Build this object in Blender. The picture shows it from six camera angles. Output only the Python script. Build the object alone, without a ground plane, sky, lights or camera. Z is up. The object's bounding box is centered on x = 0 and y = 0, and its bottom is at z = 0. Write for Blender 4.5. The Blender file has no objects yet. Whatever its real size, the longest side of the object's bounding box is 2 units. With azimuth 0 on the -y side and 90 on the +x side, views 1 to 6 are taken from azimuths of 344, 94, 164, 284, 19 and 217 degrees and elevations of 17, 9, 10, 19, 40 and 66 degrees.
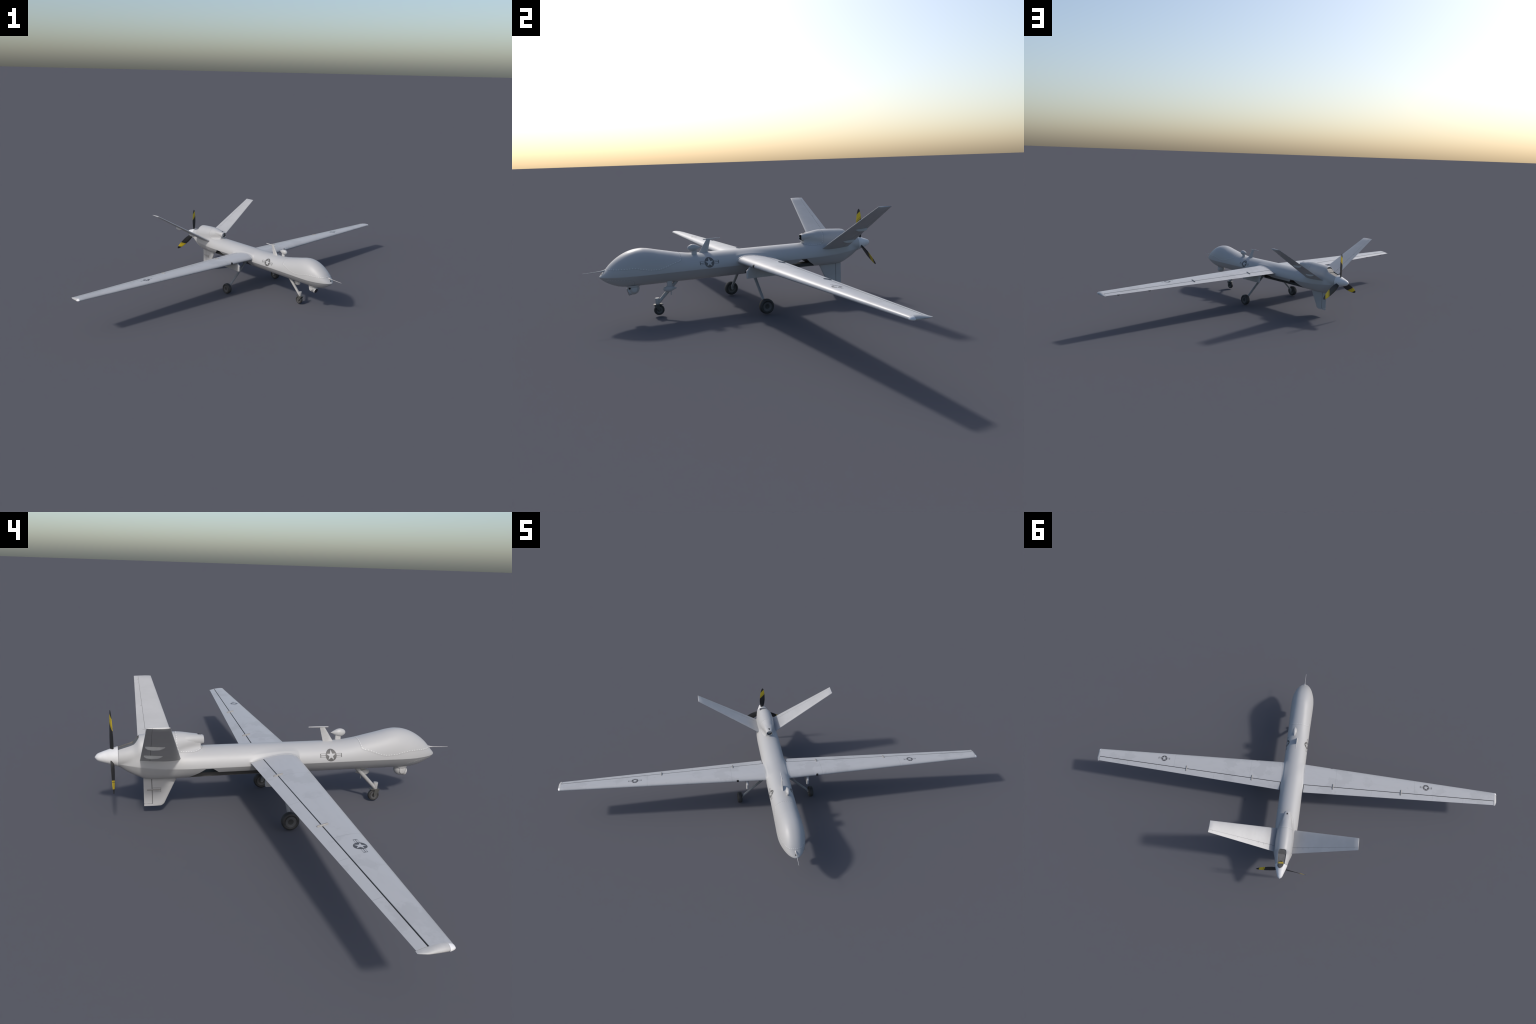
# Long-endurance unmanned aircraft: slender fuselage with bulged nose, high aspect wing,
# V-tail with ventral fin, pusher propeller, tricycle landing gear.
# Everything is built in the aircraft frame (x = lateral, y = aft, z = up); the parent
# empty carries the 28 degree yaw at which the aircraft stands.
import bpy, bmesh, math
import numpy as np
from mathutils import Vector, Matrix

YAW = math.radians(28.0)
SIDE_OFFSET = 0.0055
col = bpy.context.scene.collection

# ------------------------------------------------------------------ helpers
def pchip(xs, ys):
    xs = np.array(xs, float); ys = np.array(ys, float)
    h = np.diff(xs); d = np.diff(ys) / h
    m = np.zeros(len(xs))
    for i in range(1, len(xs) - 1):
        if d[i - 1] * d[i] > 0:
            w1 = 2 * h[i] + h[i - 1]; w2 = h[i] + 2 * h[i - 1]
            m[i] = (w1 + w2) / (w1 / d[i - 1] + w2 / d[i])
    m[0] = d[0]; m[-1] = d[-1]
    def f(x):
        x = np.clip(np.asarray(x, float), xs[0], xs[-1])
        i = np.clip(np.searchsorted(xs, x) - 1, 0, len(xs) - 2)
        t = (x - xs[i]) / h[i]
        return ((1 + 2 * t) * (1 - t) ** 2 * ys[i] + t * (1 - t) ** 2 * h[i] * m[i]
                + t * t * (3 - 2 * t) * ys[i + 1] + t * t * (t - 1) * h[i] * m[i + 1])
    return f

def curve(pairs):
    return pchip([p[0] for p in pairs], [p[1] for p in pairs])

def new_obj(name, mesh, parent, mats=(), smooth=True, angle=32):
    ob = bpy.data.objects.new(name, mesh)
    for m in mats:
        mesh.materials.append(m)
    if smooth:
        mesh.shade_smooth()
        mesh.set_sharp_from_angle(angle=math.radians(angle))
    ob.parent = parent
    col.objects.link(ob)
    return ob

def mesh_from(verts, faces, name="part"):
    me = bpy.data.meshes.new(name)
    me.from_pydata([tuple(map(float, v)) for v in verts], [], faces)
    bm = bmesh.new(); bm.from_mesh(me)
    bmesh.ops.remove_doubles(bm, verts=bm.verts, dist=1e-6)
    bmesh.ops.recalc_face_normals(bm, faces=bm.faces)
    bm.to_mesh(me); bm.free()
    return me

def loft(sections, cap=True, closed=True):
    """sections: list of equally long point rings."""
    n = len(sections[0]); verts = [p for s in sections for p in s]; faces = []
    for i in range(len(sections) - 1):
        for j in range(n if closed else n - 1):
            k = (j + 1) % n
            faces.append((i * n + j, i * n + k, (i + 1) * n + k, (i + 1) * n + j))
    if cap:
        faces.append(tuple(range(n))[::-1])
        faces.append(tuple(range((len(sections) - 1) * n, len(sections) * n)))
    return verts, faces

def join_parts(parts):
    verts, faces = [], []
    for v, f in parts:
        o = len(verts); verts += list(v); faces += [tuple(i + o for i in q) for q in f]
    return verts, faces

def tube(path, radii, n=16):
    """Round tube along a polyline."""
    path = [Vector(p) for p in path]
    if not hasattr(radii, "__len__"):
        radii = [radii] * len(path)
    secs = []; ref = None
    for i, p in enumerate(path):
        a = path[max(i - 1, 0)]; b = path[min(i + 1, len(path) - 1)]
        t = (b - a).normalized()
        if ref is None:
            ref = t.orthogonal().normalized()
        ref = (ref - t * ref.dot(t)).normalized()
        s = t.cross(ref)
        secs.append([p + (ref * math.cos(2 * math.pi * k / n) + s * math.sin(2 * math.pi * k / n)) * radii[i]
                     for k in range(n)])
    return loft(secs)

def lathe(profile, origin, axis, n=48):
    """profile: (distance along axis, radius)."""
    axis = Vector(axis).normalized(); u = axis.orthogonal().normalized(); w = axis.cross(u)
    o = Vector(origin)
    secs = [[o + axis * a + (u * math.cos(2 * math.pi * k / n) + w * math.sin(2 * math.pi * k / n)) * max(r, 1e-5)
             for k in range(n)] for a, r in profile]
    return loft(secs)

def prism(poly, axis, lo, hi, bevel=0.0):
    """Extrude a polygon of (a, b) along axis ('x': a=y, b=z; 'z': a=x, b=y)."""
    def put(p, c):
        return (c, p[0], p[1]) if axis == 'x' else (p[0], p[1], c)
    return loft([[put(p, lo) for p in poly], [put(p, hi) for p in poly]])

def bevelled(me, width, segs=2, angle=40):
    bm = bmesh.new(); bm.from_mesh(me)
    es = [e for e in bm.edges if len(e.link_faces) == 2 and e.calc_face_angle(0) > math.radians(angle)]
    bmesh.ops.bevel(bm, geom=es, offset=width, segments=segs, affect='EDGES', profile=0.5, clamp_overlap=True)
    bm.to_mesh(me); bm.free()
    return me

def mirror(vf, s):
    v, f = vf
    return ([(p[0] * s, p[1], p[2]) for p in v], f if s > 0 else [tuple(reversed(q)) for q in f])

# ------------------------------------------------------------------ materials
class Nodes:
    def __init__(self, mat):
        mat.use_nodes = True
        self.nt = mat.node_tree
        self.bsdf = self.nt.nodes["Principled BSDF"]
    def new(self, t, **kw):
        n = self.nt.nodes.new(t)
        for k, v in kw.items():
            setattr(n, k, v)
        return n
    def set(self, sock, val):
        if hasattr(val, "is_output"):
            self.nt.links.new(val, sock)
        else:
            sock.default_value = val
    def math(self, op, a, b=None, c=None):
        n = self.new("ShaderNodeMath", operation=op)
        self.set(n.inputs[0], a)
        if b is not None: self.set(n.inputs[1], b)
        if c is not None: self.set(n.inputs[2], c)
        return n.outputs[0]
    def coords(self):
        tc = self.new("ShaderNodeTexCoord")
        sp = self.new("ShaderNodeSeparateXYZ")
        self.nt.links.new(tc.outputs["Object"], sp.inputs[0])
        return tc.outputs["Object"], sp.outputs[0], sp.outputs[1], sp.outputs[2]
    def noise(self, vec, scale, detail=3.0, rough=0.5, stretch=(1, 1, 1)):
        mp = self.new("ShaderNodeMapping"); mp.inputs["Scale"].default_value = stretch
        self.nt.links.new(vec, mp.inputs["Vector"])
        n = self.new("ShaderNodeTexNoise")
        n.inputs["Scale"].default_value = scale; n.inputs["Detail"].default_value = detail
        n.inputs["Roughness"].default_value = rough
        self.nt.links.new(mp.outputs[0], n.inputs["Vector"])
        return n.outputs["Fac"]
    def ramp(self, fac, a, b, lo=0.0, hi=1.0):
        n = self.new("ShaderNodeMapRange"); n.interpolation_type = 'SMOOTHSTEP'
        self.set(n.inputs["Value"], fac)
        n.inputs["From Min"].default_value = a; n.inputs["From Max"].default_value = b
        n.inputs["To Min"].default_value = lo; n.inputs["To Max"].default_value = hi
        return n.outputs[0]
    def mix(self, fac, a, b):
        n = self.new("ShaderNodeMix", data_type='RGBA')
        self.set(n.inputs[0], fac)
        for s, v in ((n.inputs[6], a), (n.inputs[7], b)):
            self.set(s, v if hasattr(v, "is_output") else (*v, 1.0))
        return n.outputs[2]
    def band(self, v, lo, hi):
        return self.math('MULTIPLY', self.math('GREATER_THAN', v, lo), self.math('LESS_THAN', v, hi))
    def color(self, c):
        self.set(self.bsdf.inputs["Base Color"], c if hasattr(c, "is_output") else (*c, 1.0))
    def insignia(self, u, v):
        """Star in a disc with a barred rectangle on each side; u, v in disc radii."""
        M = self.math
        rho = M('SQRT', M('ADD', M('MULTIPLY', u, u), M('MULTIPLY', v, v)))
        a = M('ARCTAN2', u, v); step = math.radians(72)
        t = M('ABSOLUTE', M('SUBTRACT', a, M('MULTIPLY', M('ROUND', M('DIVIDE', a, step)), step)))
        px = M('MULTIPLY', rho, M('COSINE', t)); py = M('MULTIPLY', rho, M('SINE', t))
        ro, ri = 0.88, 0.34
        bx, by = ri * math.cos(step / 2), ri * math.sin(step / 2)
        cross = M('SUBTRACT', M('MULTIPLY', py, bx - ro), M('MULTIPLY', M('SUBTRACT', px, ro), by))
        star = M('GREATER_THAN', cross, 0.0)
        disc = M('LESS_THAN', rho, 1.0)
        disc = M('MULTIPLY', disc, M('SUBTRACT', 1.0, star))
        au = M('ABSOLUTE', u); av = M('ABSOLUTE', v)
        inside = M('MULTIPLY', self.band(au, 0.97, 1.97), M('LESS_THAN', av, 0.33))
        lines = M('MAXIMUM', M('MAXIMUM', M('GREATER_THAN', av, 0.275), M('LESS_THAN', av, 0.05)),
                  M('GREATER_THAN', au, 1.82))
        return M('MAXIMUM', disc, M('MULTIPLY', inside, lines))

def material(name, rough=0.5, metallic=0.0, spec=0.5):
    m = bpy.data.materials.new(name)
    N = Nodes(m)
    N.bsdf.inputs["Roughness"].default_value = rough
    N.bsdf.inputs["Metallic"].default_value = metallic
    N.bsdf.inputs["Specular IOR Level"].default_value = spec
    return m, N

FUS = (0.406, 0.407, 0.410)
WING = (0.426, 0.430, 0.440)
MARK = (0.098, 0.096, 0.094)

def fuselage_paint():
    m, N = material("fuselage_grey_paint", 0.36)
    vec, x, y, z = N.coords()
    n1 = N.noise(vec, 9.0, 4, 0.55, (1, 0.35, 1))
    n2 = N.noise(vec, 60.0, 3, 0.6)
    base = N.mix(N.ramp(n1, 0.35, 0.7), FUS, tuple(c * 0.965 for c in FUS))
    base = N.mix(N.ramp(n2, 0.5, 0.75, 0, 0.35), base, tuple(c * 0.94 for c in FUS))
    R = 0.0198
    u = N.math('DIVIDE', N.math('ADD', y, 0.182), R)
    v = N.math('DIVIDE', N.math('SUBTRACT', z, 0.1995), R)
    mk = N.math('MULTIPLY', N.insignia(u, v), N.math('GREATER_THAN', N.math('ABSOLUTE', x), 0.03))
    N.color(N.mix(mk, base, MARK))
    N.set(N.bsdf.inputs["Roughness"], N.ramp(n1, 0.3, 0.7, 0.43, 0.49))
    return m

def wing_paint():
    m, N = material("wing_blue_grey_paint", 0.36)
    vec, x, y, z = N.coords()
    ax = N.math('ABSOLUTE', x)
    big = N.noise(vec, 9.0, 6, 0.62, (1, 1.2, 0.2))
    fine = N.noise(vec, 30.0, 4, 0.6, (0.6, 1.6, 0.2))
    base = N.mix(N.ramp(big, 0.53, 0.60), WING, tuple(c * 0.915 for c in WING))
    base = N.mix(N.ramp(fine, 0.45, 0.7, 0, 0.6), base, tuple(c * 0.95 for c in WING))
    # chordwise panel joints
    seam = None
    hinge_y = N.math('MULTIPLY_ADD', ax, -0.0318, 0.0612)
    fore = N.math('LESS_THAN', y, hinge_y)
    aft = N.math('SUBTRACT', 1.0, fore)
    for x0, side in ((0.239, fore), (0.6725, fore), (0.4394, aft), (0.772, aft), (0.9386, aft)):
        d = N.math('MULTIPLY', N.math('LESS_THAN', N.math('ABSOLUTE', N.math('SUBTRACT', ax, x0)), 0.0007), side)
        seam = d if seam is None else N.math('MAXIMUM', seam, d)
    base = N.mix(N.math('MULTIPLY', seam, 0.30), base, (0.12, 0.12, 0.125))
    R = 0.0167
    u = N.math('DIVIDE', N.math('SUBTRACT', ax, 0.7340), R)
    v = N.math('DIVIDE', N.math('SUBTRACT', -0.0030, y), R)
    mk = N.math('MULTIPLY', N.insignia(u, v), N.math('GREATER_THAN', z, 0.1945))
    N.color(N.mix(mk, base, (0.070, 0.070, 0.074)))
    N.set(N.bsdf.inputs["Roughness"], N.ramp(big, 0.3, 0.7, 0.41, 0.47))
    return m

def tail_paint():
    m, N = material("tail_grey_paint", 0.44)
    vec, x, y, z = N.coords()
    n1 = N.noise(vec, 16.0, 5, 0.6, (1, 0.5, 1))
    n2 = N.noise(vec, 70.0, 3, 0.6)
    c = (0.402, 0.403, 0.408)
    base = N.mix(N.ramp(n1, 0.4, 0.65), c, tuple(k * 0.94 for k in c))
    base = N.mix(N.ramp(n2, 0.45, 0.75, 0, 0.4), base, tuple(k * 0.93 for k in c))
    N.color(base)
    return m

def plain(name, c, rough=0.5, metallic=0.0, vary=0.05, scale=40.0, spec=0.5):
    m, N = material(name, rough, metallic, spec)
    vec, x, y, z = N.coords()
    n = N.noise(vec, scale, 4, 0.6)
    N.color(N.mix(N.ramp(n, 0.35, 0.65), tuple(k * (1 + vary) for k in c), tuple(k * (1 - vary) for k in c)))
    return m

def blade_paint():
    m, N = material("propeller_blade_paint", 0.42)
    vec, x, y, z = N.coords()          # blade frame: z along span, x chordwise, y aft
    s = N.math('MULTIPLY_ADD', x, -0.75, z)
    s = N.math('MULTIPLY_ADD', y, -0.35, s)
    yel = N.math('MAXIMUM', N.band(s, 0.1010, 0.1070), N.band(s, 0.1088, 0.1360))
    n = N.noise(vec, 60.0, 4, 0.6)
    black = N.mix(n, (0.012, 0.012, 0.013), (0.02, 0.02, 0.021))
    yellow = N.mix(n, (0.66, 0.48, 0.012), (0.58, 0.42, 0.010))
    N.color(N.mix(yel, black, yellow))
    return m

M_FUS = fuselage_paint()
M_WING = wing_paint()
M_TAIL = tail_paint()
M_FIT = plain("fitting_grey_paint", (0.405, 0.405, 0.405), 0.45)
M_STRUT = plain("gear_grey_paint", (0.34, 0.34, 0.34), 0.45)
M_MAIN = plain("main_gear_shade_darkened_grey", (0.24, 0.245, 0.25), 0.45)  # base grey lowered to carry the wing's shadow on the struts
M_BAY = plain("bay_dark", (0.045, 0.045, 0.045), 0.7)
M_KEEL = plain("keel_dark_grey", (0.07, 0.07, 0.07), 0.6)  # near-black grey, slightly paler than the bay walls
M_GAP = plain("gap_black", (0.010, 0.010, 0.010), 0.8)
M_LINE = plain("panel_joint_grey", (0.235, 0.235, 0.235), 0.6)
M_RIVET = plain("rivet_white_paint", (0.72, 0.72, 0.72), 0.45, vary=0.02)
M_EXH = plain("exhaust_heat_metal", (0.15, 0.147, 0.143), 0.58, 0.35, vary=0.12)
M_SPIN = plain("spinner_white_paint", (0.62, 0.62, 0.625), 0.42, vary=0.03)
M_TYRE = plain("tyre_rubber", (0.028, 0.028, 0.028), 0.65, vary=0.15)
M_HUB = plain("wheel_hub_grey", (0.075, 0.076, 0.08), 0.5, vary=0.1)
M_FORK = plain("fork_dark_metal", (0.055, 0.055, 0.052), 0.5, vary=0.1)
M_GLASS = plain("lens_black_glass", (0.008, 0.008, 0.009), 0.08)
M_LIGHT = plain("lamp_white_cover", (0.70, 0.70, 0.71), 0.22, vary=0.01)
M_HINGE = plain("hinge_cover_grey", (0.25, 0.245, 0.235), 0.5)
M_BLADE = blade_paint()

# ------------------------------------------------------------------ root
root = bpy.data.objects.new("unmanned_aircraft", None)
root.empty_display_size = 0.2
root.location = (SIDE_OFFSET * math.cos(YAW) + 0.0003, SIDE_OFFSET * math.sin(YAW) + 0.0004, 0)
root.rotation_euler = (0, 0, YAW)
root["label"] = "light grey unmanned military aircraft with V-tail and pusher propeller"
root["category"] = "drone aircraft"
col.objects.link(root)

# ------------------------------------------------------------------ fuselage shape
NOSE, TAIL = -0.5985, 0.5245
half_width = curve([(-0.5985, 0.0015), (-0.5965, 0.0085), (-0.592, 0.0165), (-0.585, 0.0245), (-0.575, 0.0325),
                    (-0.562, 0.0398), (-0.548, 0.0462), (-0.533, 0.0515), (-0.518, 0.0558), (-0.50, 0.0602),
                    (-0.47, 0.0638), (-0.44, 0.0648), (-0.40, 0.0642), (-0.35, 0.0632), (-0.28, 0.0620), (-0.20, 0.0615),
                    (0.28, 0.0612), (0.34, 0.0590), (0.40, 0.0545), (0.4545, 0.0495), (0.50, 0.0355), (0.5245, 0.0255)])
chine_z = curve([(-0.5985, 0.1755), (-0.56, 0.1760), (-0.45, 0.1765), (0.30, 0.1750), (0.38, 0.1770),
                 (0.4545, 0.1835), (0.5245, 0.1905)])
top_z = curve([(-0.5985, 0.1775), (-0.589, 0.1875), (-0.577, 0.2000), (-0.557, 0.2220), (-0.5304, 0.2430),
               (-0.508, 0.2560), (-0.485, 0.2655), (-0.46, 0.2712), (-0.438, 0.2728), (-0.415, 0.2703), (-0.378, 0.2622),
               (-0.335, 0.2530), (-0.285, 0.2425), (-0.237, 0.2360), (-0.20, 0.2342), (-0.16, 0.2340),
               (0.30, 0.2338), (0.40, 0.2330), (0.46, 0.2300), (0.5245, 0.2200)])
bottom_z = curve([(-0.5985, 0.1735), (-0.594, 0.1690), (-0.575, 0.1540), (-0.553, 0.1425), (-0.532, 0.1345),
                  (-0.505, 0.1297), (-0.47, 0.1285), (0.30, 0.1285), (0.40, 0.1285), (0.4387, 0.1305), (0.4632, 0.1400),
                  (0.4964, 0.1565), (0.5245, 0.1765)])
upper_power = curve([(-0.60, 2.0), (-0.50, 2.15), (-0.40, 2.2), (-0.20, 2.1), (0.52, 2.05)])
belly_power = curve([(-0.60, 1.75), (-0.45, 1.85), (0.10, 1.85), (0.28, 2.1), (0.36, 2.5), (0.52, 2.3)])
# engine hump behind the intake: centre height, half width, half height
hump_c = curve([(0.25, 0.2565), (0.27, 0.2560), (0.30, 0.2500), (0.32, 0.2445), (0.344, 0.2380), (0.37, 0.231), (0.41, 0.224), (0.4588, 0.217),
                (0.476, 0.2125), (0.50, 0.2105), (0.5245, 0.209)])
hump_a = curve([(0.25, 0.0150), (0.27, 0.0205), (0.30, 0.0285), (0.32, 0.0335), (0.344, 0.0395), (0.37, 0.0435), (0.41, 0.0455), (0.4545, 0.0445),
                (0.476, 0.0415), (0.50, 0.0378), (0.5245, 0.0328)])
hump_t = curve([(0.25, 0.2690), (0.27, 0.2745), (0.30, 0.2808), (0.34, 0.2853), (0.37, 0.2850), (0.41, 0.2828),
                (0.4560, 0.2785), (0.462, 0.2745), (0.4685, 0.2665), (0.476, 0.2592), (0.487, 0.2540), (0.50, 0.2497), (0.5245, 0.2418)])

def airfoil_t(t):
    t = np.clip(t, 0, 1)
    return np.maximum(10 * (0.2969 * np.sqrt(t) - 0.126 * t - 0.3516 * t ** 2 + 0.2843 * t ** 3 - 0.1036 * t ** 4), 0.0)

def smin(a, b, k):
    h = np.clip(0.5 + 0.5 * (b - a) / k, 0, 1)
    return b * (1 - h) + a * h - k * h * (1 - h)

def fuselage_field(x, y, z):
    ax = np.abs(x)
    hw, zc, zt, zb, n = half_width(y), chine_z(y), top_z(y), bottom_z(y), upper_power(y)
    up = ((ax / hw) ** n + (np.maximum(z - zc, 0) / (zt - zc)) ** n) ** (1 / n) - 1
    up = up * np.minimum(hw, zt - zc)
    low = (zb + (zc - zb) * (ax / hw) ** belly_power(y) - z) * 0.65
    d = np.where(z >= zc, up, low)
    # engine hump
    hc, ha, ht = hump_c(y), hump_a(y), hump_t(y)
    hb = np.maximum(ht - hc, 0.004)
    hf = (np.sqrt((ax / ha) ** 2 + ((z - hc) / hb) ** 2) - 1) * np.minimum(ha, hb)
    # below its widest line the forward hump stands on a slightly narrower neck
    neck = ax - ha * (1 - 0.11 * np.clip((hc - z) / 0.020, 0, 1))
    hf = np.where((z < hc) & (y < 0.335), np.maximum(neck, 0.15 - z), hf)
    hf = np.where(y < 0.2590, 0.1, hf)
    k = 0.014 + 0.006 * np.clip((y - 0.264) / 0.05, 0, 1) - 0.017 * np.clip((y - 0.40) / 0.1, 0, 1)
    d = np.where(z >= zc - 0.02, smin(d, hf, np.maximum(k, 0.003)), np.minimum(d, hf))
    # wing root fairing: fattened wing section ending flat at the joint
    t = (y + 0.0676) / 0.1702
    th = airfoil_t(t)
    zm = 0.1926 - 0.0040 * np.clip(t, 0, 1)
    up_h = 0.0214 * th - 0.35 * np.maximum(-t, 0) - 0.35 * np.maximum(t - 1, 0)
    lo_h = 0.0135 * th - 0.35 * np.maximum(-t, 0) - 0.35 * np.maximum(t - 1, 0)
    df = np.maximum(ax - 0.0608 - 0.0036 * np.sqrt(th), np.maximum(z - zm - up_h, zm - lo_h - z))
    near = (y > -0.14) & (y < 0.17)
    d = np.where(near & (z >= zc), smin(d, df, np.maximum(0.0015, 0.022 * np.clip((0.0650 - ax) / 0.016, 0, 1))), d)
    return d

def fuselage_radius(y, th):
    """Distance from the chine-height axis to the skin at station y, polar angle th."""
    y = np.asarray(y, float); th = np.asarray(th, float)
    zc = chine_z(y); c, s = np.cos(th), np.sin(th)
    rs = np.linspace(0.125, 0.0, 100)
    hi = np.full(y.shape, 0.125); lo = np.zeros(y.shape); found = np.zeros(y.shape, bool)
    for i in range(1, len(rs)):
        f = fuselage_field(rs[i] * c, y, zc + rs[i] * s)
        hit = (f < 0) & ~found
        lo[hit] = rs[i]; hi[hit] = rs[i - 1]; found |= hit
    for _ in range(22):
        mid = 0.5 * (lo + hi)
        f = fuselage_field(mid * c, y, zc + mid * s)
        lo = np.where(f < 0, mid, lo); hi = np.where(f < 0, hi, mid)
    return 0.5 * (lo + hi)

def skin_points(y, th, lift=0.0):
    """Batch of skin positions as an (n, 3) array."""
    y = np.asarray(y, float); th = np.asarray(th, float)
    r = fuselage_radius(y, th) + lift
    return np.stack([r * np.cos(th), y, chine_z(y) + r * np.sin(th)], -1)

def skin_normals(y, th):
    y = np.asarray(y, float); th = np.asarray(th, float)
    a = skin_points(y + 0.0015, th) - skin_points(y - 0.0015, th)
    b = skin_points(y, th + 0.03) - skin_points(y, th - 0.03)
    n = np.cross(a, b); n /= np.linalg.norm(n, axis=1, keepdims=True)
    out = np.stack([np.cos(th), 0 * th, np.sin(th)], -1)
    return n * np.sign((n * out).sum(1, keepdims=True))

ys = np.concatenate([NOSE + 0.0305 * np.linspace(0, 1, 26)[:-1] ** 1.8,
                     np.arange(NOSE + 0.0305, TAIL, 0.0028)])
ys = np.append(ys[ys < TAIL - 0.001], TAIL)
ths = np.concatenate([np.linspace(0, math.pi, 121)[:-1], np.linspace(math.pi, 2 * math.pi, 61)[:-1]])
Yg, Tg = np.meshgrid(ys, ths, indexing='ij')
Rg = fuselage_radius(Yg, Tg)
Zc = chine_z(Yg)
grid = np.stack([Rg * np.cos(Tg), Yg, Zc + Rg * np.sin(Tg)], -1)
fv, ff = loft([list(map(tuple, r)) for r in grid])
fus_me = mesh_from(fv, ff, "fuselage")

# cutters: through-going main gear bay over the keel, and the exhaust trough
def temp_obj(vf, mats, face_mat):
    me = mesh_from(*vf)
    for m in mats:
        me.materials.append(m)
    for p in me.polygons:
        p.material_index = face_mat(p)
    ob = bpy.data.objects.new("cutter", me); col.objects.link(ob)
    return ob

MATS = [M_FUS, M_BAY, M_EXH, M_KEEL]
for m in MATS:
    fus_me.materials.append(m)
bay_top = [(-0.022, 0.150), (-0.012, 0.166), (0.022, 0.166), (0.055, 0.1565), (0.09, 0.1550), (0.204, 0.1550),
           (0.2245, 0.1722), (0.2485, 0.1722), (0.268, 0.1560), (0.2885, 0.1430)]
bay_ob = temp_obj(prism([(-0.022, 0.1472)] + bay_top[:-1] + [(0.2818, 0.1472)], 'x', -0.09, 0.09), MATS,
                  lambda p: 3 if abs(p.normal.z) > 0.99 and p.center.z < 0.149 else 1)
KEEL_W = 0.0205      # the keel left standing between the two gear bays
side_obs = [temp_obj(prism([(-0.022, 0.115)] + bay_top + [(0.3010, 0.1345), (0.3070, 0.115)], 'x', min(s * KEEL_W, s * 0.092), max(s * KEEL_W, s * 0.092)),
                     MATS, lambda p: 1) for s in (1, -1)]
rows = [(0.4590, 0.0125), (0.4603, 0.0160), (0.4630, 0.0185), (0.4670, 0.0201), (0.4740, 0.0211), (0.4770, 0.0212),
        (0.47705, 0.0208), (0.4800, 0.0207), (0.50, 0.0198), (0.5210, 0.0186), (0.5300, 0.0183)]
floor_z = lambda y: np.interp(y, [0.455, 0.4630, 0.4770, 0.47705, 0.531], [0.2690, 0.2650, 0.2500, 0.2475, 0.2315])
exh_ob = temp_obj(loft([[(-w, y, float(floor_z(y))), (w, y, float(floor_z(y))), (w, y, 0.32), (-w, y, 0.32)] for y, w in rows]),
                  MATS, lambda p: 2)
fus_tmp = bpy.data.objects.new("cut_body", fus_me); col.objects.link(fus_tmp)
for c in (bay_ob, side_obs[0], side_obs[1], exh_ob):
    md = fus_tmp.modifiers.new("cut", 'BOOLEAN'); md.object = c; md.operation = 'DIFFERENCE'; md.solver = 'EXACT'
dg = bpy.context.evaluated_depsgraph_get(); dg.update()
cut_me = bpy.data.meshes.new_from_object(fus_tmp.evaluated_get(dg))
for o in (fus_tmp, bay_ob, exh_ob, *side_obs):
    bpy.data.objects.remove(o)
cut_me.name = "fuselage"
fuselage = new_obj("fuselage", cut_me, root, (), angle=26)

# ------------------------------------------------------------------ air intake on the hump
def ellipse(cx, y, cz, a, b, n=40, p=2.0):
    pts = []
    for k in range(n):
        t = 2 * math.pi * k / n; c, s = math.cos(t), math.sin(t)
        pts.append((cx + a * math.copysign(abs(c) ** (2 / p), c), y, cz + b * math.copysign(abs(s) ** (2 / p), s)))
    return pts
outer = [(0.2500, 0.2570, 0.0135, 0.0115), (0.2487, 0.2570, 0.0150, 0.0128), (0.2497, 0.2573, 0.0163, 0.0138),
         (0.2560, 0.2578, 0.0182, 0.0152), (0.2660, 0.2585, 0.0205, 0.0167), (0.2800, 0.2590, 0.0235, 0.0182),
         (0.3000, 0.2575, 0.0270, 0.0222), (0.3200, 0.2540, 0.0290, 0.0260)]
inner = [(0.2750, 0.2560, 0.0115, 0.0095), (0.2530, 0.2568, 0.0125, 0.0105)]
secs = [ellipse(0, y, c, a, b, 40, 2.3) for y, c, a, b in inner + outer]
v, f = loft(secs)
me = mesh_from(v, f)
me.materials.append(M_FUS); me.materials.append(M_GAP)
for p in me.polygons:
    if p.center.y < 0.2755 and abs(p.center.z - 0.2565) < 0.0108 and abs(p.center.x) < 0.0128 and p.center.y > 0.2502:
        p.material_index = 1
new_obj("air_intake", me, root, ())
# small triangular vent on the intake roof
new_obj("vent", mesh_from(*loft([[(0, 0.2570, 0.262), (0.0056, 0.2682, 0.262), (-0.0056, 0.2682, 0.262)],
                                 [(0, 0.2570, 0.2742), (0.0056, 0.2682, 0.2758), (-0.0056, 0.2682, 0.2758)]])), root, (M_GAP,), smooth=False)

# ------------------------------------------------------------------ panel joints and rivets
def polar_path(pts, n):
    """pts: (x, y, z) guides near the skin -> smooth dense (y, theta)."""
    yt = [(y, math.atan2(z - float(chine_z(y)), x)) for x, y, z in pts]
    d = [0.0]
    for i in range(1, len(pts)):
        d.append(d[-1] + math.dist(pts[i], pts[i - 1]))
    fy = pchip(d, [a for a, _ in yt]); ft = pchip(d, [b for _, b in yt])
    s = np.linspace(0, d[-1], n)
    return list(zip(fy(s), ft(s))), d[-1]

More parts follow.
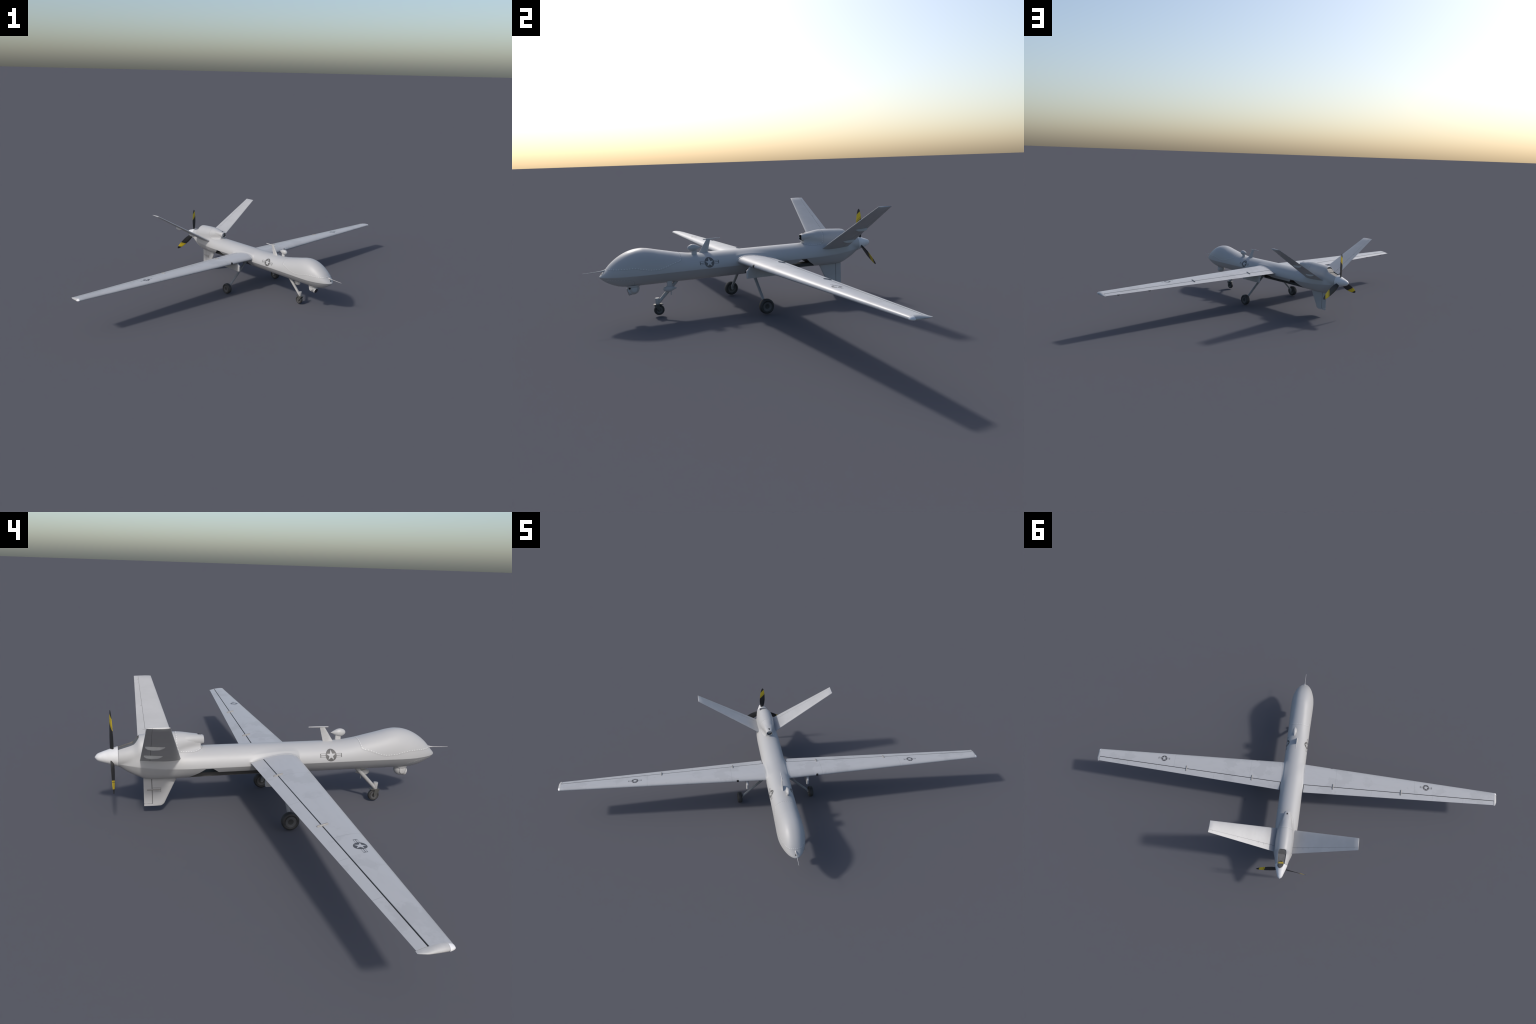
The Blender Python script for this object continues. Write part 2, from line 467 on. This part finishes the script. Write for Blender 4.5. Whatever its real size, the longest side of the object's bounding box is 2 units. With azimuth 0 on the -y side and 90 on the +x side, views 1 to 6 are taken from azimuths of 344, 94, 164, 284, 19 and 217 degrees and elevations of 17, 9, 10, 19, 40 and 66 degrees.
RADOME = [(0, -0.5725, 0.2044), (0.016, -0.570, 0.2044), (0.030, -0.564, 0.2044), (0.052, -0.536, 0.2045), (0.060, -0.5057, 0.2040),
          (0.063, -0.478, 0.2030), (0.065, -0.4486, 0.1982), (0.065, -0.418, 0.1915), (0.064, -0.387, 0.1900),
          (0.062, -0.3547, 0.1969), (0.060, -0.3216, 0.2100), (0.0575, -0.2945, 0.2215), (0.050, -0.2920, 0.2310),
          (0.025, -0.2905, 0.2425), (0, -0.2900, 0.2440)]
COWL = [(0, 0.3440, 0.2855), (0.016, 0.3440, 0.2840), (0.025, 0.3440, 0.2770), (0.032, 0.3440, 0.2660), (0.0375, 0.3435, 0.2525),
        (0.0420, 0.3390, 0.2380), (0.0410, 0.326, 0.2280), (0.0375, 0.308, 0.2240), (0.0355, 0.290, 0.2235), (0.031, 0.272, 0.2255),
        (0.019, 0.2575, 0.2310), (0, 0.2520, 0.2340)]
CHIN = [(0.010, -0.583, 0.169), (0.036, -0.572, 0.1695), (0.050, -0.5126, 0.1641), (0.044, -0.480, 0.1545), (0.036, -0.4752, 0.1460),
        (0.020, -0.4748, 0.1350), (0, -0.4748, 0.1290)]
line_parts, rivet_parts = [], []
def rivet(p, nrm, r):
    nrm = Vector(nrm); u = nrm.orthogonal().normalized(); w = nrm.cross(u)
    ring = lambda rr, h: [p + nrm * h + (u * math.cos(k * math.pi / 4) + w * math.sin(k * math.pi / 4)) * rr for k in range(8)]
    return loft([ring(r, -0.0006), ring(r, 0.00025), ring(r * 0.6, 0.0005)])
for pts, inset, spacing, rr in ((RADOME, (0, 0.0042), 0.0098, 0.0013), (COWL, (0, 0.0), 0.0086, 0.0011), (CHIN, (0, -0.003), 0.0098, 0.0009)):
    path, L = polar_path(pts, 90)
    pos = skin_points(*zip(*path), lift=0.00005)
    m = max(int(L / spacing), 4)
    rp, _ = polar_path(pts, m + 1)
    P = skin_points(*zip(*rp)); NR = skin_normals(*zip(*rp))
    centre = Vector((0, -0.42, 0.26)) if pts is RADOME else (Vector((0, 0.31, 0.28)) if pts is COWL else Vector((0, -0.52, 0.13)))
    riv = []
    for i in range(m + 1):
        tang = Vector(P[min(i + 1, m)] - P[max(i - 1, 0)]).normalized()
        nrm = Vector(NR[i]); p0 = Vector(P[i])
        side = nrm.cross(tang).normalized()
        if side.dot(centre - p0) < 0: side = -side
        riv.append((p0 + side * 0.0036 - nrm * 0.0001, nrm))
    for s in (1, -1):
        line_parts.append(mirror(tube(pos, 0.00034, 6), s))
        for p, n_ in riv:
            rivet_parts.append(mirror(rivet(p, n_, rr), s))
o = new_obj("panel_joint", mesh_from(*join_parts(line_parts)), fuselage, (M_LINE,)); o["kind"] = "stuff"
o = new_obj("rivet", mesh_from(*join_parts(rivet_parts)), fuselage, (M_RIVET,)); o["kind"] = "stuff"

# ------------------------------------------------------------------ nose details
new_obj("pitot_tube", mesh_from(*tube([(0, -0.570, 0.1985), (0, -0.5785, 0.1985), (0, -0.588, 0.1978), (0, -0.600, 0.1972),
                                       (0, -0.630, 0.1958), (0, -0.6582, 0.1946)],
                                      [0.0046, 0.0042, 0.0022, 0.0013, 0.0010, 0.0007], 14)), root, (M_FIT,))
nrm = Vector((0, -0.76, 0.65))
new_obj("nose_camera", mesh_from(*lathe([(-0.006, 0.0042), (0.0002, 0.0042), (0.0006, 0.0036), (0.0007, 0.0)],
                                        (0, -0.5895, 0.1872), nrm, 24)), root, (M_GLASS,))

# ------------------------------------------------------------------ antennas
def teardrop(c, L, w, h, n=24, m=28):
    """Lemon-shaped radome: round nose, fullest just ahead of the middle, pointed tail."""
    prof = curve([(0, 0.0), (0.012, 0.22), (0.05, 0.46), (0.12, 0.69), (0.24, 0.91), (0.38, 1.0), (0.52, 0.93), (0.68, 0.70), (0.84, 0.38), (0.95, 0.14), (1.0, 0.02)])
    secs = []
    for i in range(m + 1):
        t = (i / m) ** 1.5
        g = max(float(prof(t)), 0.01)
        secs.append([(c[0] + w * g * math.cos(2 * math.pi * k / n), c[1] - L / 2 + L * t, c[2] + h * g * math.sin(2 * math.pi * k / n))
                     for k in range(n)])
    return loft(secs)
def stem(cx, cy, z0, z1, a, b, p=2.6):
    ring = lambda z: [(q[0], cy + (q[2]), z) for q in ellipse(cx, 0, 0, a, b, 24, p)]
    return loft([ring(z0), ring(z1)])
pod = new_obj("antenna_pod", mesh_from(*teardrop((0.0195, -0.2310, 0.2585), 0.0545, 0.0118, 0.0142)), root, (M_FIT,))
new_obj("antenna_stem", mesh_from(*stem(0.0195, -0.2315, 0.222, 0.255, 0.0052, 0.0108)), pod, (M_FIT,))
pod2 = new_obj("antenna_pod", mesh_from(*teardrop((0.020, -0.3365, 0.1065), 0.0555, 0.0112, 0.0128)), root, (M_FIT,))
new_obj("antenna_stem", mesh_from(*stem(0.020, -0.3370, 0.108, 0.142, 0.0048, 0.0110)), pod2, (M_FIT,))
new_obj("antenna_stem", mesh_from(*lathe([(0, 0.0024), (0.022, 0.0018), (0.0225, 0.0)], (0.020, -0.3330, 0.103), (0, 0.02, -1), 12)), pod2, (M_FIT,))
# swept blade antenna with a horizontal bar
def fin_ring(y0, y1, z, w, cx=0.0, n=20):
    pts = []
    for k in range(n + 1):
        t = 0.5 - 0.5 * math.cos(math.pi * k / n)
        pts.append((cx + w * float(airfoil_t(t)) / 1.0, y0 + (y1 - y0) * t, z))
    for k in range(n - 1, 0, -1):
        t = 0.5 - 0.5 * math.cos(math.pi * k / n)
        pts.append((cx - w * float(airfoil_t(t)), y0 + (y1 - y0) * t, z))
    return pts
ba = new_obj("blade_antenna", mesh_from(*loft([fin_ring(-0.2085, -0.1690, 0.229, 0.0052, 0.001), fin_ring(-0.2060, -0.1690, 0.2345, 0.0042, 0.001),
                                              fin_ring(-0.1725, -0.1555, 0.2850, 0.0024, 0.001)])), root, (M_FIT,))
new_obj("antenna_bar", mesh_from(*tube([(0, -0.1868, 0.2852), (0, -0.1850, 0.2852), (0, -0.165, 0.2855), (0, -0.135, 0.2860), (0, -0.1150, 0.2863), (0, -0.1138, 0.2863)],
                                       [0.0008, 0.0019, 0.0022, 0.0019, 0.0015, 0.0006], 12)), ba, (M_FIT,))

# ------------------------------------------------------------------ wing
X0, XT = 0.056, 1.1050
def wing_le(x): return -0.0655 + (x - X0) * (0.0443 / (1.1156 - X0))
def wing_te(x): return 0.1012 + (x - X0) * (-0.0530 / (1.104 - X0))
def wing_zle(x): return 0.1925 + 0.0012 * (x - X0)
def wing_zte(x): return 0.1885 + 0.0020 * (x - X0)
def hinge_y(x): return 0.0612 - 0.0318 * x
UP, LOW = 0.1245, 0.0800
def wing_z(x, y, side, scale=1.0):
    le, te = wing_le(x), wing_te(x); c = te - le
    t = min(max((y - le) / c, 0), 1)
    zc = wing_zle(x) + (wing_zte(x) - wing_zle(x)) * t
    th = float(airfoil_t(t)) * c * scale + 0.0004 * t
    return zc + UP * th if side > 0 else zc - LOW * th
def wing_section(x, ya, yb, n=22, scale=1.0, xs=None):
    """Closed ring of the wing section between chordwise stations ya and yb at span x."""
    pts = []; X = x if xs is None else xs
    g = [ya + (yb - ya) * (0.5 - 0.5 * math.cos(math.pi * k / n)) if ya <= wing_le(x) + 1e-6 else ya + (yb - ya) * k / n for k in range(n + 1)]
    for y in g: pts.append((X, y, wing_z(x, y, 1, scale)))
    for y in reversed(g): pts.append((X, y, wing_z(x, y, -1, scale) - 1e-5))
    return pts
def capsule(p0, p1, r, flat=1.0, n=12):
    p0, p1 = Vector(p0), Vector(p1); d = (p1 - p0).normalized()
    path = [p0, p0 + d * r * 0.3, p0 + d * r, p1 - d * r, p1 - d * r * 0.3, p1]
    return tube(path, [r * 0.35, r * 0.75, r, r, r * 0.75, r * 0.35], n)

GAP = 0.0016
for s in (1, -1):
    N = 40
    xs = [X0 + (XT - X0) * k / N for k in range(N + 1)]
    wing = new_obj("wing", mesh_from(*mirror(loft([wing_section(x, wing_le(x), hinge_y(x) - GAP) for x in xs]), s)), root, (M_WING,), angle=45)
    # black fill inside the hinge gap, set slightly below the surface
    new_obj("hinge_gap_black_fill", mesh_from(*mirror(loft([wing_section(x, hinge_y(x) - 0.006, hinge_y(x) + 0.006, 4, 0.80) for x in xs[:-1] + [XT - 0.0022]]), s)), wing, (M_GAP,), smooth=False)
    xf = [0.0665 + (XT - 0.0022 - 0.0665) * k / N for k in range(N + 1)]
    new_obj("flap", mesh_from(*mirror(loft([wing_section(x, hinge_y(x) + GAP, wing_te(x), 10) for x in xf]), s)), wing, (M_WING,), angle=45)
    # rounded tip cap
    secs = []
    for k in range(9):
        a = k / 8 * math.pi / 2 * 0.97
        sc = max(math.cos(a), 0.06)
        xx = XT - 0.0008 + 0.0135 * math.sin(a)
        sec = []
        le, te = wing_le(XT), wing_te(XT) + 0.0022
        ymid = 0.012
        for (px, py, pz) in wing_section(XT, le, wing_te(XT), 22, 1.0):
            t = (py - le) / (wing_te(XT) - le)
            yy = le + t * (te - le)
            zc = wing_zle(XT) + (wing_zte(XT) - wing_zle(XT)) * t
            lead = max(0.0, 1 - t * 4.0)          # leading corner is rounded in plan
            trail = max(0.0, t - 0.75) * 4 * 0.45
            sec.append((XT - 0.0008 + (xx - XT + 0.0008) * (1 - 0.25 * lead ** 2 - trail), yy + (0.005 * lead) * (1 - sc) ** 2, zc + (pz - zc) * (sc * 1.0)))
        secs.append(sec)
    cap_me = mesh_from(*mirror(loft(secs), s))
    new_obj("wingtip", cap_me, wing, (M_FIT,), angle=50)
    # navigation lamp on the leading corner: enlarged copy of the cap nose
    lamp = []
    for k in range(9):
        a = 0.25 + k / 8 * (math.pi / 2 * 0.97 - 0.25)
        sc = max(math.cos(a), 0.06)
        ring = []
        for j in range(21):
            ang = j / 20 * math.pi
            tt = 0.19 * (1 - math.sin(ang))
            y = wing_le(XT) + tt * (wing_te(XT) - wing_le(XT))
            zc = wing_zle(XT) + (wing_zte(XT) - wing_zle(XT)) * tt
            z = wing_z(XT, y, 1 if j < 10 else -1) if j != 10 else zc
            lead = max(0.0, 1 - tt * 4.0)
            ring.append((XT - 0.0002 + (0.0140 * math.sin(a)) * (1 - 0.25 * lead ** 2), y - 0.0002 + (0.005 * lead) * (1 - sc) ** 2, zc + (z - zc) * sc * 1.03))
        lamp.append(ring)
    new_obj("navigation_lamp", mesh_from(*mirror(loft(lamp), s)), wing, (M_LIGHT,), angle=60)
    # hinge covers on top (inner pair) and wedge hinges below (outer pair)
    for x in (0.2265, 0.5995):
        h = hinge_y(x)
        za = wing_z(x, h - 0.017, 1); zb = wing_z(x, h + 0.0145, 1)
        v, f = capsule((s * x, h - 0.0165, za + 0.0005), (s * x, h + 0.0135, zb + 0.0010), 0.0034)
        new_obj("hinge_cover", mesh_from(v, f), wing, (M_HINGE,))
    for x in (0.8700, 1.0360):
        te = wing_te(x) - 0.0045
        poly = [(te - 0.028, wing_z(x, te - 0.028, -1) + 0.001), (te - 0.003, wing_z(x, te - 0.003, -1) + 0.001), (te + 0.0005, wing_z(x, te, -1) - 0.0010),
                (te - 0.003, wing_z(x, te - 0.003, -1) - 0.0070), (te - 0.012, wing_z(x, te - 0.012, -1) - 0.0060)]
        new_obj("hinge_cover", bevelled(mesh_from(*prism(poly, 'x', s * x - 0.0035, s * x + 0.0035)), 0.001), wing, (M_HINGE,))
    # leading edge sensor block
    x = 0.2100; le = wing_le(x)
    new_obj("leading_edge_sensor", bevelled(mesh_from(*prism([(le - 0.0010, 0.1895), (le - 0.0010, 0.1965), (le + 0.0035, 0.2005), (le + 0.006, 0.2005), (le + 0.006, 0.1895)], 'x', s * x - 0.0055, s * x + 0.0055)), 0.0006), wing, (M_GAP,))
    # stores pylon
    def pyl(z, y0, y1, w):
        pts = []
        for k in range(9):
            a = -math.pi / 2 + math.pi * k / 8
            pts.append((0.160 + w * math.sin(a), y0 + w * (1 - math.cos(a)), z))
        pts += [(0.160 + w, y1 - 0.004, z), (0.160 + w * 0.8, y1, z), (0.160 - w * 0.8, y1, z), (0.160 - w, y1 - 0.004, z)]
        return pts
    new_obj("pylon", mesh_from(*mirror(loft([pyl(0.1400, -0.0680, 0.0735, 0.0062), pyl(0.1408, -0.0688, 0.0742, 0.0068), pyl(0.1690, -0.0690, 0.0742, 0.0068),
                                            pyl(0.1780, -0.0600, 0.0735, 0.0066), pyl(0.1880, -0.0480, 0.0735, 0.0062)]), s)), wing, (M_FIT,))

# ------------------------------------------------------------------ V-tail
TR = (Vector((0.030, 0.3262, 0.1975)), Vector((0.030, 0.4592, 0.1975)))
TT = (Vector((0.3742, 0.3912, 0.3995)), Vector((0.3742, 0.4535, 0.3995)))
span_dir = (TT[0] - TR[0]); span_dir.y = 0; span_dir.normalize()
tail_n = Vector((-span_dir.z, 0, span_dir.x))
def tail_pt(u, t, side, scale=1.0):
    le = TR[0].lerp(TT[0], u); te = TR[1].lerp(TT[1], u); c = (te - le).length
    return le.lerp(te, t) + tail_n * side * (0.054 * float(airfoil_t(t)) * c * scale + 0.0004 * t)
def tail_ring(u, t0, t1, n=18, scale=1.0):
    g = [t0 + (t1 - t0) * ((0.5 - 0.5 * math.cos(math.pi * k / n)) if t0 == 0 else k / n) for k in range(n + 1)]
    return [tail_pt(u, t, 1, scale) for t in g] + [tail_pt(u, t, -1, scale) - tail_n * 1e-5 for t in reversed(g)]
TH = 0.760
for s in (1, -1):
    us = [k / 16 for k in range(17)]
    tail = new_obj("tail_fin", mesh_from(*mirror(loft([tail_ring(u, 0, TH - 0.004) for u in us] + [tail_ring(1.006, 0, TH - 0.004, scale=0.55)]), s)), root, (M_TAIL,), angle=45)
    new_obj("hinge_gap_black_fill", mesh_from(*mirror(loft([tail_ring(u, TH - 0.03, TH + 0.03, 4, 0.86) for u in us[:-1] + [0.995]]), s)), tail, (M_GAP,), smooth=False)
    new_obj("ruddervator", mesh_from(*mirror(loft([tail_ring(u, TH + 0.004, 1.0, 8) for u in us] + [tail_ring(1.006, TH + 0.004, 1.0, 8, 0.55)]), s)), tail, (M_TAIL,), angle=45)
    # hinge fairings under the tail
    for u in (0.235, 0.520):
        pts = []
        base = tail_pt(u, 0.0, 0)
        def under(y, h, w):
            t = (y - TR[0].lerp(TT[0], u).y) / (TR[1].lerp(TT[1], u) - TR[0].lerp(TT[0], u)).length
            p = tail_pt(u, min(max(t, 0), 1), -1)
            return p, h, w
        secs = []
        for y, h, w in ((0.392, 0.0005, 0.0012), (0.397, 0.0045, 0.0026), (0.408, 0.0085, 0.0034), (0.428, 0.0105, 0.0036), (0.443, 0.0085, 0.0030), (0.4495, 0.0045, 0.0014)):
            p, h, w = under(y, h, w); p = Vector((p.x, y, p.z))
            inn = p + tail_n * 0.003
            ring = [inn + span_dir * w, p - tail_n * h * 0.6 + span_dir * w, p - tail_n * h + span_dir * w * 0.4,
                    p - tail_n * h - span_dir * w * 0.4, p - tail_n * h * 0.6 - span_dir * w, inn - span_dir * w]
            secs.append(ring)
        new_obj("hinge_cover", mesh_from(*mirror(loft(secs), s)), tail, (M_FIT,), angle=40)
    # short joint marks on the ruddervator, upper face
    marks = []
    for u, du in ((0.22, 0.0), (0.30, 0.0), (0.60, 0.0), (0.955, 0.0)):
        a = tail_pt(u, TH + 0.008, 1) + tail_n * 0.0001; b = tail_pt(u, TH + 0.075, 1) + tail_n * 0.0001
        marks.append(mirror(tube([a, b], 0.0006, 6), s))
    new_obj("panel_joint", mesh_from(*join_parts(marks)), tail, (M_LINE,))["kind"] = "stuff"

# ------------------------------------------------------------------ ventral fin
def fin_le(z):
    base = np.interp(z, [0.031, 0.130, 0.140], [0.3845, 0.3368, 0.3315])
    return float(base + 0.0060 * max(0.0, (0.039 - z) / 0.008) ** 2)
def vf_ring(z, t0y, t1y, n=16):
    le, te = fin_le(z), 0.4478; c = te - le
    a = max(t0y, le)
    g = [a + (t1y - a) * ((0.5 - 0.5 * math.cos(math.pi * k / n)) if a == le else k / n) for k in range(n + 1)]
    w = lambda y: 0.045 * c * float(airfoil_t((y - le) / c)) + 0.0005
    return [(w(y), y, z) for y in g] + [(-w(y) - 1e-5, y, z) for y in reversed(g)]
zs = [0.031, 0.0325, 0.035, 0.0375, 0.0385] + list(np.linspace(0.045, 0.142, 10))
HY = 0.4207
vfin = new_obj("ventral_fin", mesh_from(*loft([vf_ring(z, 0, HY - 0.0009) for z in zs])), root, (M_TAIL,), angle=45)
new_obj("hinge_gap_black_fill", mesh_from(*loft([[(q[0] * 0.85, q[1], q[2]) for q in vf_ring(z, HY - 0.004, HY + 0.004, 3)] for z in (0.036, 0.138)])), vfin, (M_GAP,), smooth=False)
new_obj("rudder", mesh_from(*loft([vf_ring(z, HY + 0.0009, 0.4478, 6) for z in np.linspace(0.0392, 0.142, 10)])), vfin, (M_TAIL,), angle=45)
new_obj("fin_foot", mesh_from(*loft([vf_ring(z, HY + 0.0005 - 0.0018, 0.4478, 6) for z in (0.031, 0.0335, 0.0382)])), vfin, (M_TAIL,), angle=45)
for s in (-1,):
    new_obj("hinge_cover", mesh_from(*capsule((s * 0.0052, 0.3935, 0.0888), (s * 0.0030, 0.4375, 0.0890), 0.0021)), vfin, (M_HINGE,))
    parts = [tube([(s * 0.0055, 0.3918, 0.0955), (s * 0.0050, 0.4185, 0.0960)], 0.0005, 6),
             tube([(s * 0.0055, 0.3918, 0.0955), (s * 0.0055, 0.3918, 0.0820)], 0.0005, 6),
             tube([(s * 0.0055, 0.3918, 0.0820), (s * 0.0050, 0.4185, 0.0820)], 0.0005, 6)]
    new_obj("panel_joint", mesh_from(*join_parts(parts)), vfin, (M_LINE,))["kind"] = "stuff"

# ------------------------------------------------------------------ propeller
HUB = Vector((0, 0.5440, 0.2090))
prop = new_obj("spinner", mesh_from(*lathe([(-0.0185, 0.0), (-0.0185, 0.0322), (-0.0170, 0.0328), (0.005, 0.0262), (0.025, 0.0196), (0.0405, 0.0142), (0.0465, 0.0112),
                                            (0.0505, 0.0070), (0.0535, 0.0028), (0.0545, 0.0)], HUB, (0, 1, 0), 56)), root, (M_SPIN,), angle=35)
secs = []
for k in range(29):
    q = k / 28
    r = 0.012 + (0.1535 - 0.012) * q
    chord = float(np.interp(r, [0.012, 0.028, 0.045, 0.070, 0.100, 0.125, 0.140, 0.148, 0.152, 0.1535],
                            [0.015, 0.021, 0.0290, 0.0330, 0.0302, 0.0240, 0.0172, 0.0120, 0.0070, 0.0020]))
    beta = math.radians(float(np.interp(r, [0.012, 0.04, 0.08, 0.15], [34, 24, 18, 16])))
    thick = float(np.interp(r, [0.012, 0.03, 0.06, 0.15], [0.0048, 0.0040, 0.0022, 0.0007]))
    ring = []
    for j in range(20):
        a = 2 * math.pi * j / 20
        cx = chord / 2 * math.cos(a); ty = thick * math.sin(a) * (1.0 if math.sin(a) > 0 else 0.7)
        ring.append((cx * math.cos(beta) - ty * math.sin(beta), cx * math.sin(beta) + ty * math.cos(beta), r))
    secs.append(ring)
blade_me = mesh_from(*loft(secs))
blade = new_obj("propeller_blade", blade_me, prop, (M_BLADE,), angle=60)
blade.location = HUB
for k in (1, 2):
    b = blade.copy(); col.objects.link(b)
    b.rotation_euler = (0, math.radians(120 * k), 0)

# ------------------------------------------------------------------ landing gear
def wheel(c, R, w, parent, hubr, dish=0.0):
    """Tyre, hub discs; axis along x."""
    c = Vector(c)
    prof = []
    rim = hubr
    tyre = [(-w * 0.36, rim), (-w * 0.46, rim + 0.002), (-w * 0.5, rim + (R - rim) * 0.35), (-w * 0.47, rim + (R - rim) * 0.68), (-w * 0.36, R * 0.965), (-w * 0.18, R * 0.995), (0, R),
            (w * 0.18, R * 0.995), (w * 0.36, R * 0.965), (w * 0.47, rim + (R - rim) * 0.68), (w * 0.5, rim + (R - rim) * 0.35), (w * 0.46, rim + 0.002), (w * 0.36, rim)]
    t = new_obj("tyre", mesh_from(*lathe(tyre, c, (1, 0, 0), 48)), parent, (M_TYRE,), angle=50)
    hub = [(-w * 0.345, 0.0), (-w * 0.355, rim * 0.45), (-w * 0.385, rim * 0.8), (-w * 0.41, rim * 0.97), (-w * 0.30, rim * 1.04),
           (w * 0.30, rim * 1.04), (w * 0.41, rim * 0.97), (w * 0.385, rim * 0.8), (w * 0.355, rim * 0.45), (w * 0.345, 0.0)]
    new_obj("wheel_hub", mesh_from(*lathe(hub, c, (1, 0, 0), 40)), parent, (M_HUB,), angle=60)

for s in (1, -1):
    p0 = Vector((s * 0.0450, -0.0045, 0.1690)); p1 = Vector((s * 0.1810, -0.0050, 0.0390))
    d = (p1 - p0).normalized()
    parts = [tube([p0, p0.lerp(p1, 0.5), p1], [0.0066, 0.0060, 0.0056], 18),
             tube([p1 - Vector((s * 0.004, 0, -0.003)), p1, Vector((s * 0.183, -0.0040, 0.0310))], [0.0056, 0.0060, 0.0058], 14),
             tube([(s * 0.180, -0.0037, 0.0300), (s * 0.196, -0.0037, 0.0298)], 0.0050, 14)]
    gear = new_obj("main_landing_gear", mesh_from(*join_parts(parts)), root, (M_MAIN,), angle=45)
    wheel((s * 0.1955, -0.0037, 0.0297), 0.0297, 0.0235, gear, 0.0188)
    new_obj("brake_unit", mesh_from(*lathe([(0, 0.0), (0, 0.0105), (0.004, 0.0115), (0.004, 0.0)], (s * 0.1845, -0.0037, 0.0297), (s, 0, 0), 28)), gear, (M_FORK,), angle=40)

parts = [tube([(0, -0.2950, 0.1400), (0, -0.340, 0.0938), (0, -0.3815, 0.0510)], [0.0078, 0.0072, 0.0066], 18)]
ng = new_obj("nose_landing_gear", mesh_from(*join_parts(parts)), root, (M_STRUT,), angle=45)
new_obj("steering_cylinder", mesh_from(*lathe([(0, 0.0), (0, 0.0068), (0.0008, 0.0074), (0.0262, 0.0087), (0.0272, 0.0082), (0.0272, 0.0)],
                                              (0, -0.3848, 0.0432), (0, -0.02, 1), 28)), ng, (M_STRUT,), angle=40)
wheel((0, -0.3795, 0.0222), 0.0208, 0.0140, ng, 0.0128)
fork = [prism([(-0.4010, 0.0436), (-0.3635, 0.0436), (-0.3650, 0.0460), (-0.3985, 0.0462)], 'x', -0.0108, 0.0108)]
for s in (1, -1):
    a, b = sorted((s * 0.0085, s * 0.0108))
    fork.append(prism([(-0.3985, 0.0440), (-0.3790, 0.0440), (-0.3765, 0.0190), (-0.3800, 0.0170), (-0.3835, 0.0195), (-0.3945, 0.0340)], 'x', a, b))
new_obj("fork", bevelled(mesh_from(*join_parts(fork)), 0.0005, 1), ng, (M_FORK,), angle=40)
new_obj("axle", mesh_from(*tube([(-0.0112, -0.3795, 0.0222), (0.0112, -0.3795, 0.0222)], 0.0026, 12)), ng, (M_FORK,), angle=40)

# ------------------------------------------------------------------ sensor turret
TC = Vector((0, -0.4745, 0.1195))
ball = []
RB = 0.0236
n = 32
secs = []
for i in range(19):
    a = math.pi * i / 18
    secs.append([(TC.x + 0.93 * RB * math.sin(a) * math.cos(2 * math.pi * k / n), TC.y + RB * math.sin(a) * math.sin(2 * math.pi * k / n), TC.z - RB * math.cos(a))
                 for k in range(n)])
turret = new_obj("sensor_turret", mesh_from(*loft(secs)), root, (M_FIT,))
new_obj("turret_collar", mesh_from(*lathe([(0, 0.0), (0, 0.0235), (0.0010, 0.0245), (0.0075, 0.0255), (0.0075, 0.0)], (0, -0.4745, 0.1270), (0, 0, 1), 40)), turret, (M_FIT,), angle=40)
ax = Vector((0, -0.963, -0.27)).normalized()
O = Vector((0, -0.4962, 0.1073)) - ax * 0.0238
new_obj("camera_barrel", mesh_from(*lathe([(0.0, 0.0), (0.0, 0.0146), (0.010, 0.0150), (0.0215, 0.0148), (0.0235, 0.0144), (0.0238, 0.0139), (0.0238, 0.0)], O, ax, 36)), turret, (M_FIT,), angle=40)
new_obj("lens", mesh_from(*lathe([(0, 0.0), (0.0010, 0.0128), (0.0012, 0.0)][0:1] + [(0.0, 0.0134), (0.0006, 0.0130), (0.0007, 0.0)], O + ax * 0.0236, ax, 32)), turret, (M_GLASS,), angle=40)
new_obj("lens", mesh_from(*lathe([(0, 0.0), (0, 0.0045), (0.0010, 0.0045), (0.0010, 0.0)], TC + Vector((0.0145, -0.0165, 0.0040)), (0.80, -0.6, 0.0), 20)), turret, (M_GLASS,), angle=40)
for s in (1, -1):
    poly = [(-0.4845, 0.1285), (-0.4645, 0.1285)] + [(-0.4745 + 0.0100 * math.cos(a), 0.1165 - 0.0100 * math.sin(a)) for a in [math.pi * k / 12 for k in range(13)]]
    a, b = sorted((s * 0.0140, s * 0.0222))
    new_obj("turret_yoke", bevelled(mesh_from(*prism(poly, 'x', a, b)), 0.001, 2), turret, (M_FIT,), angle=40)
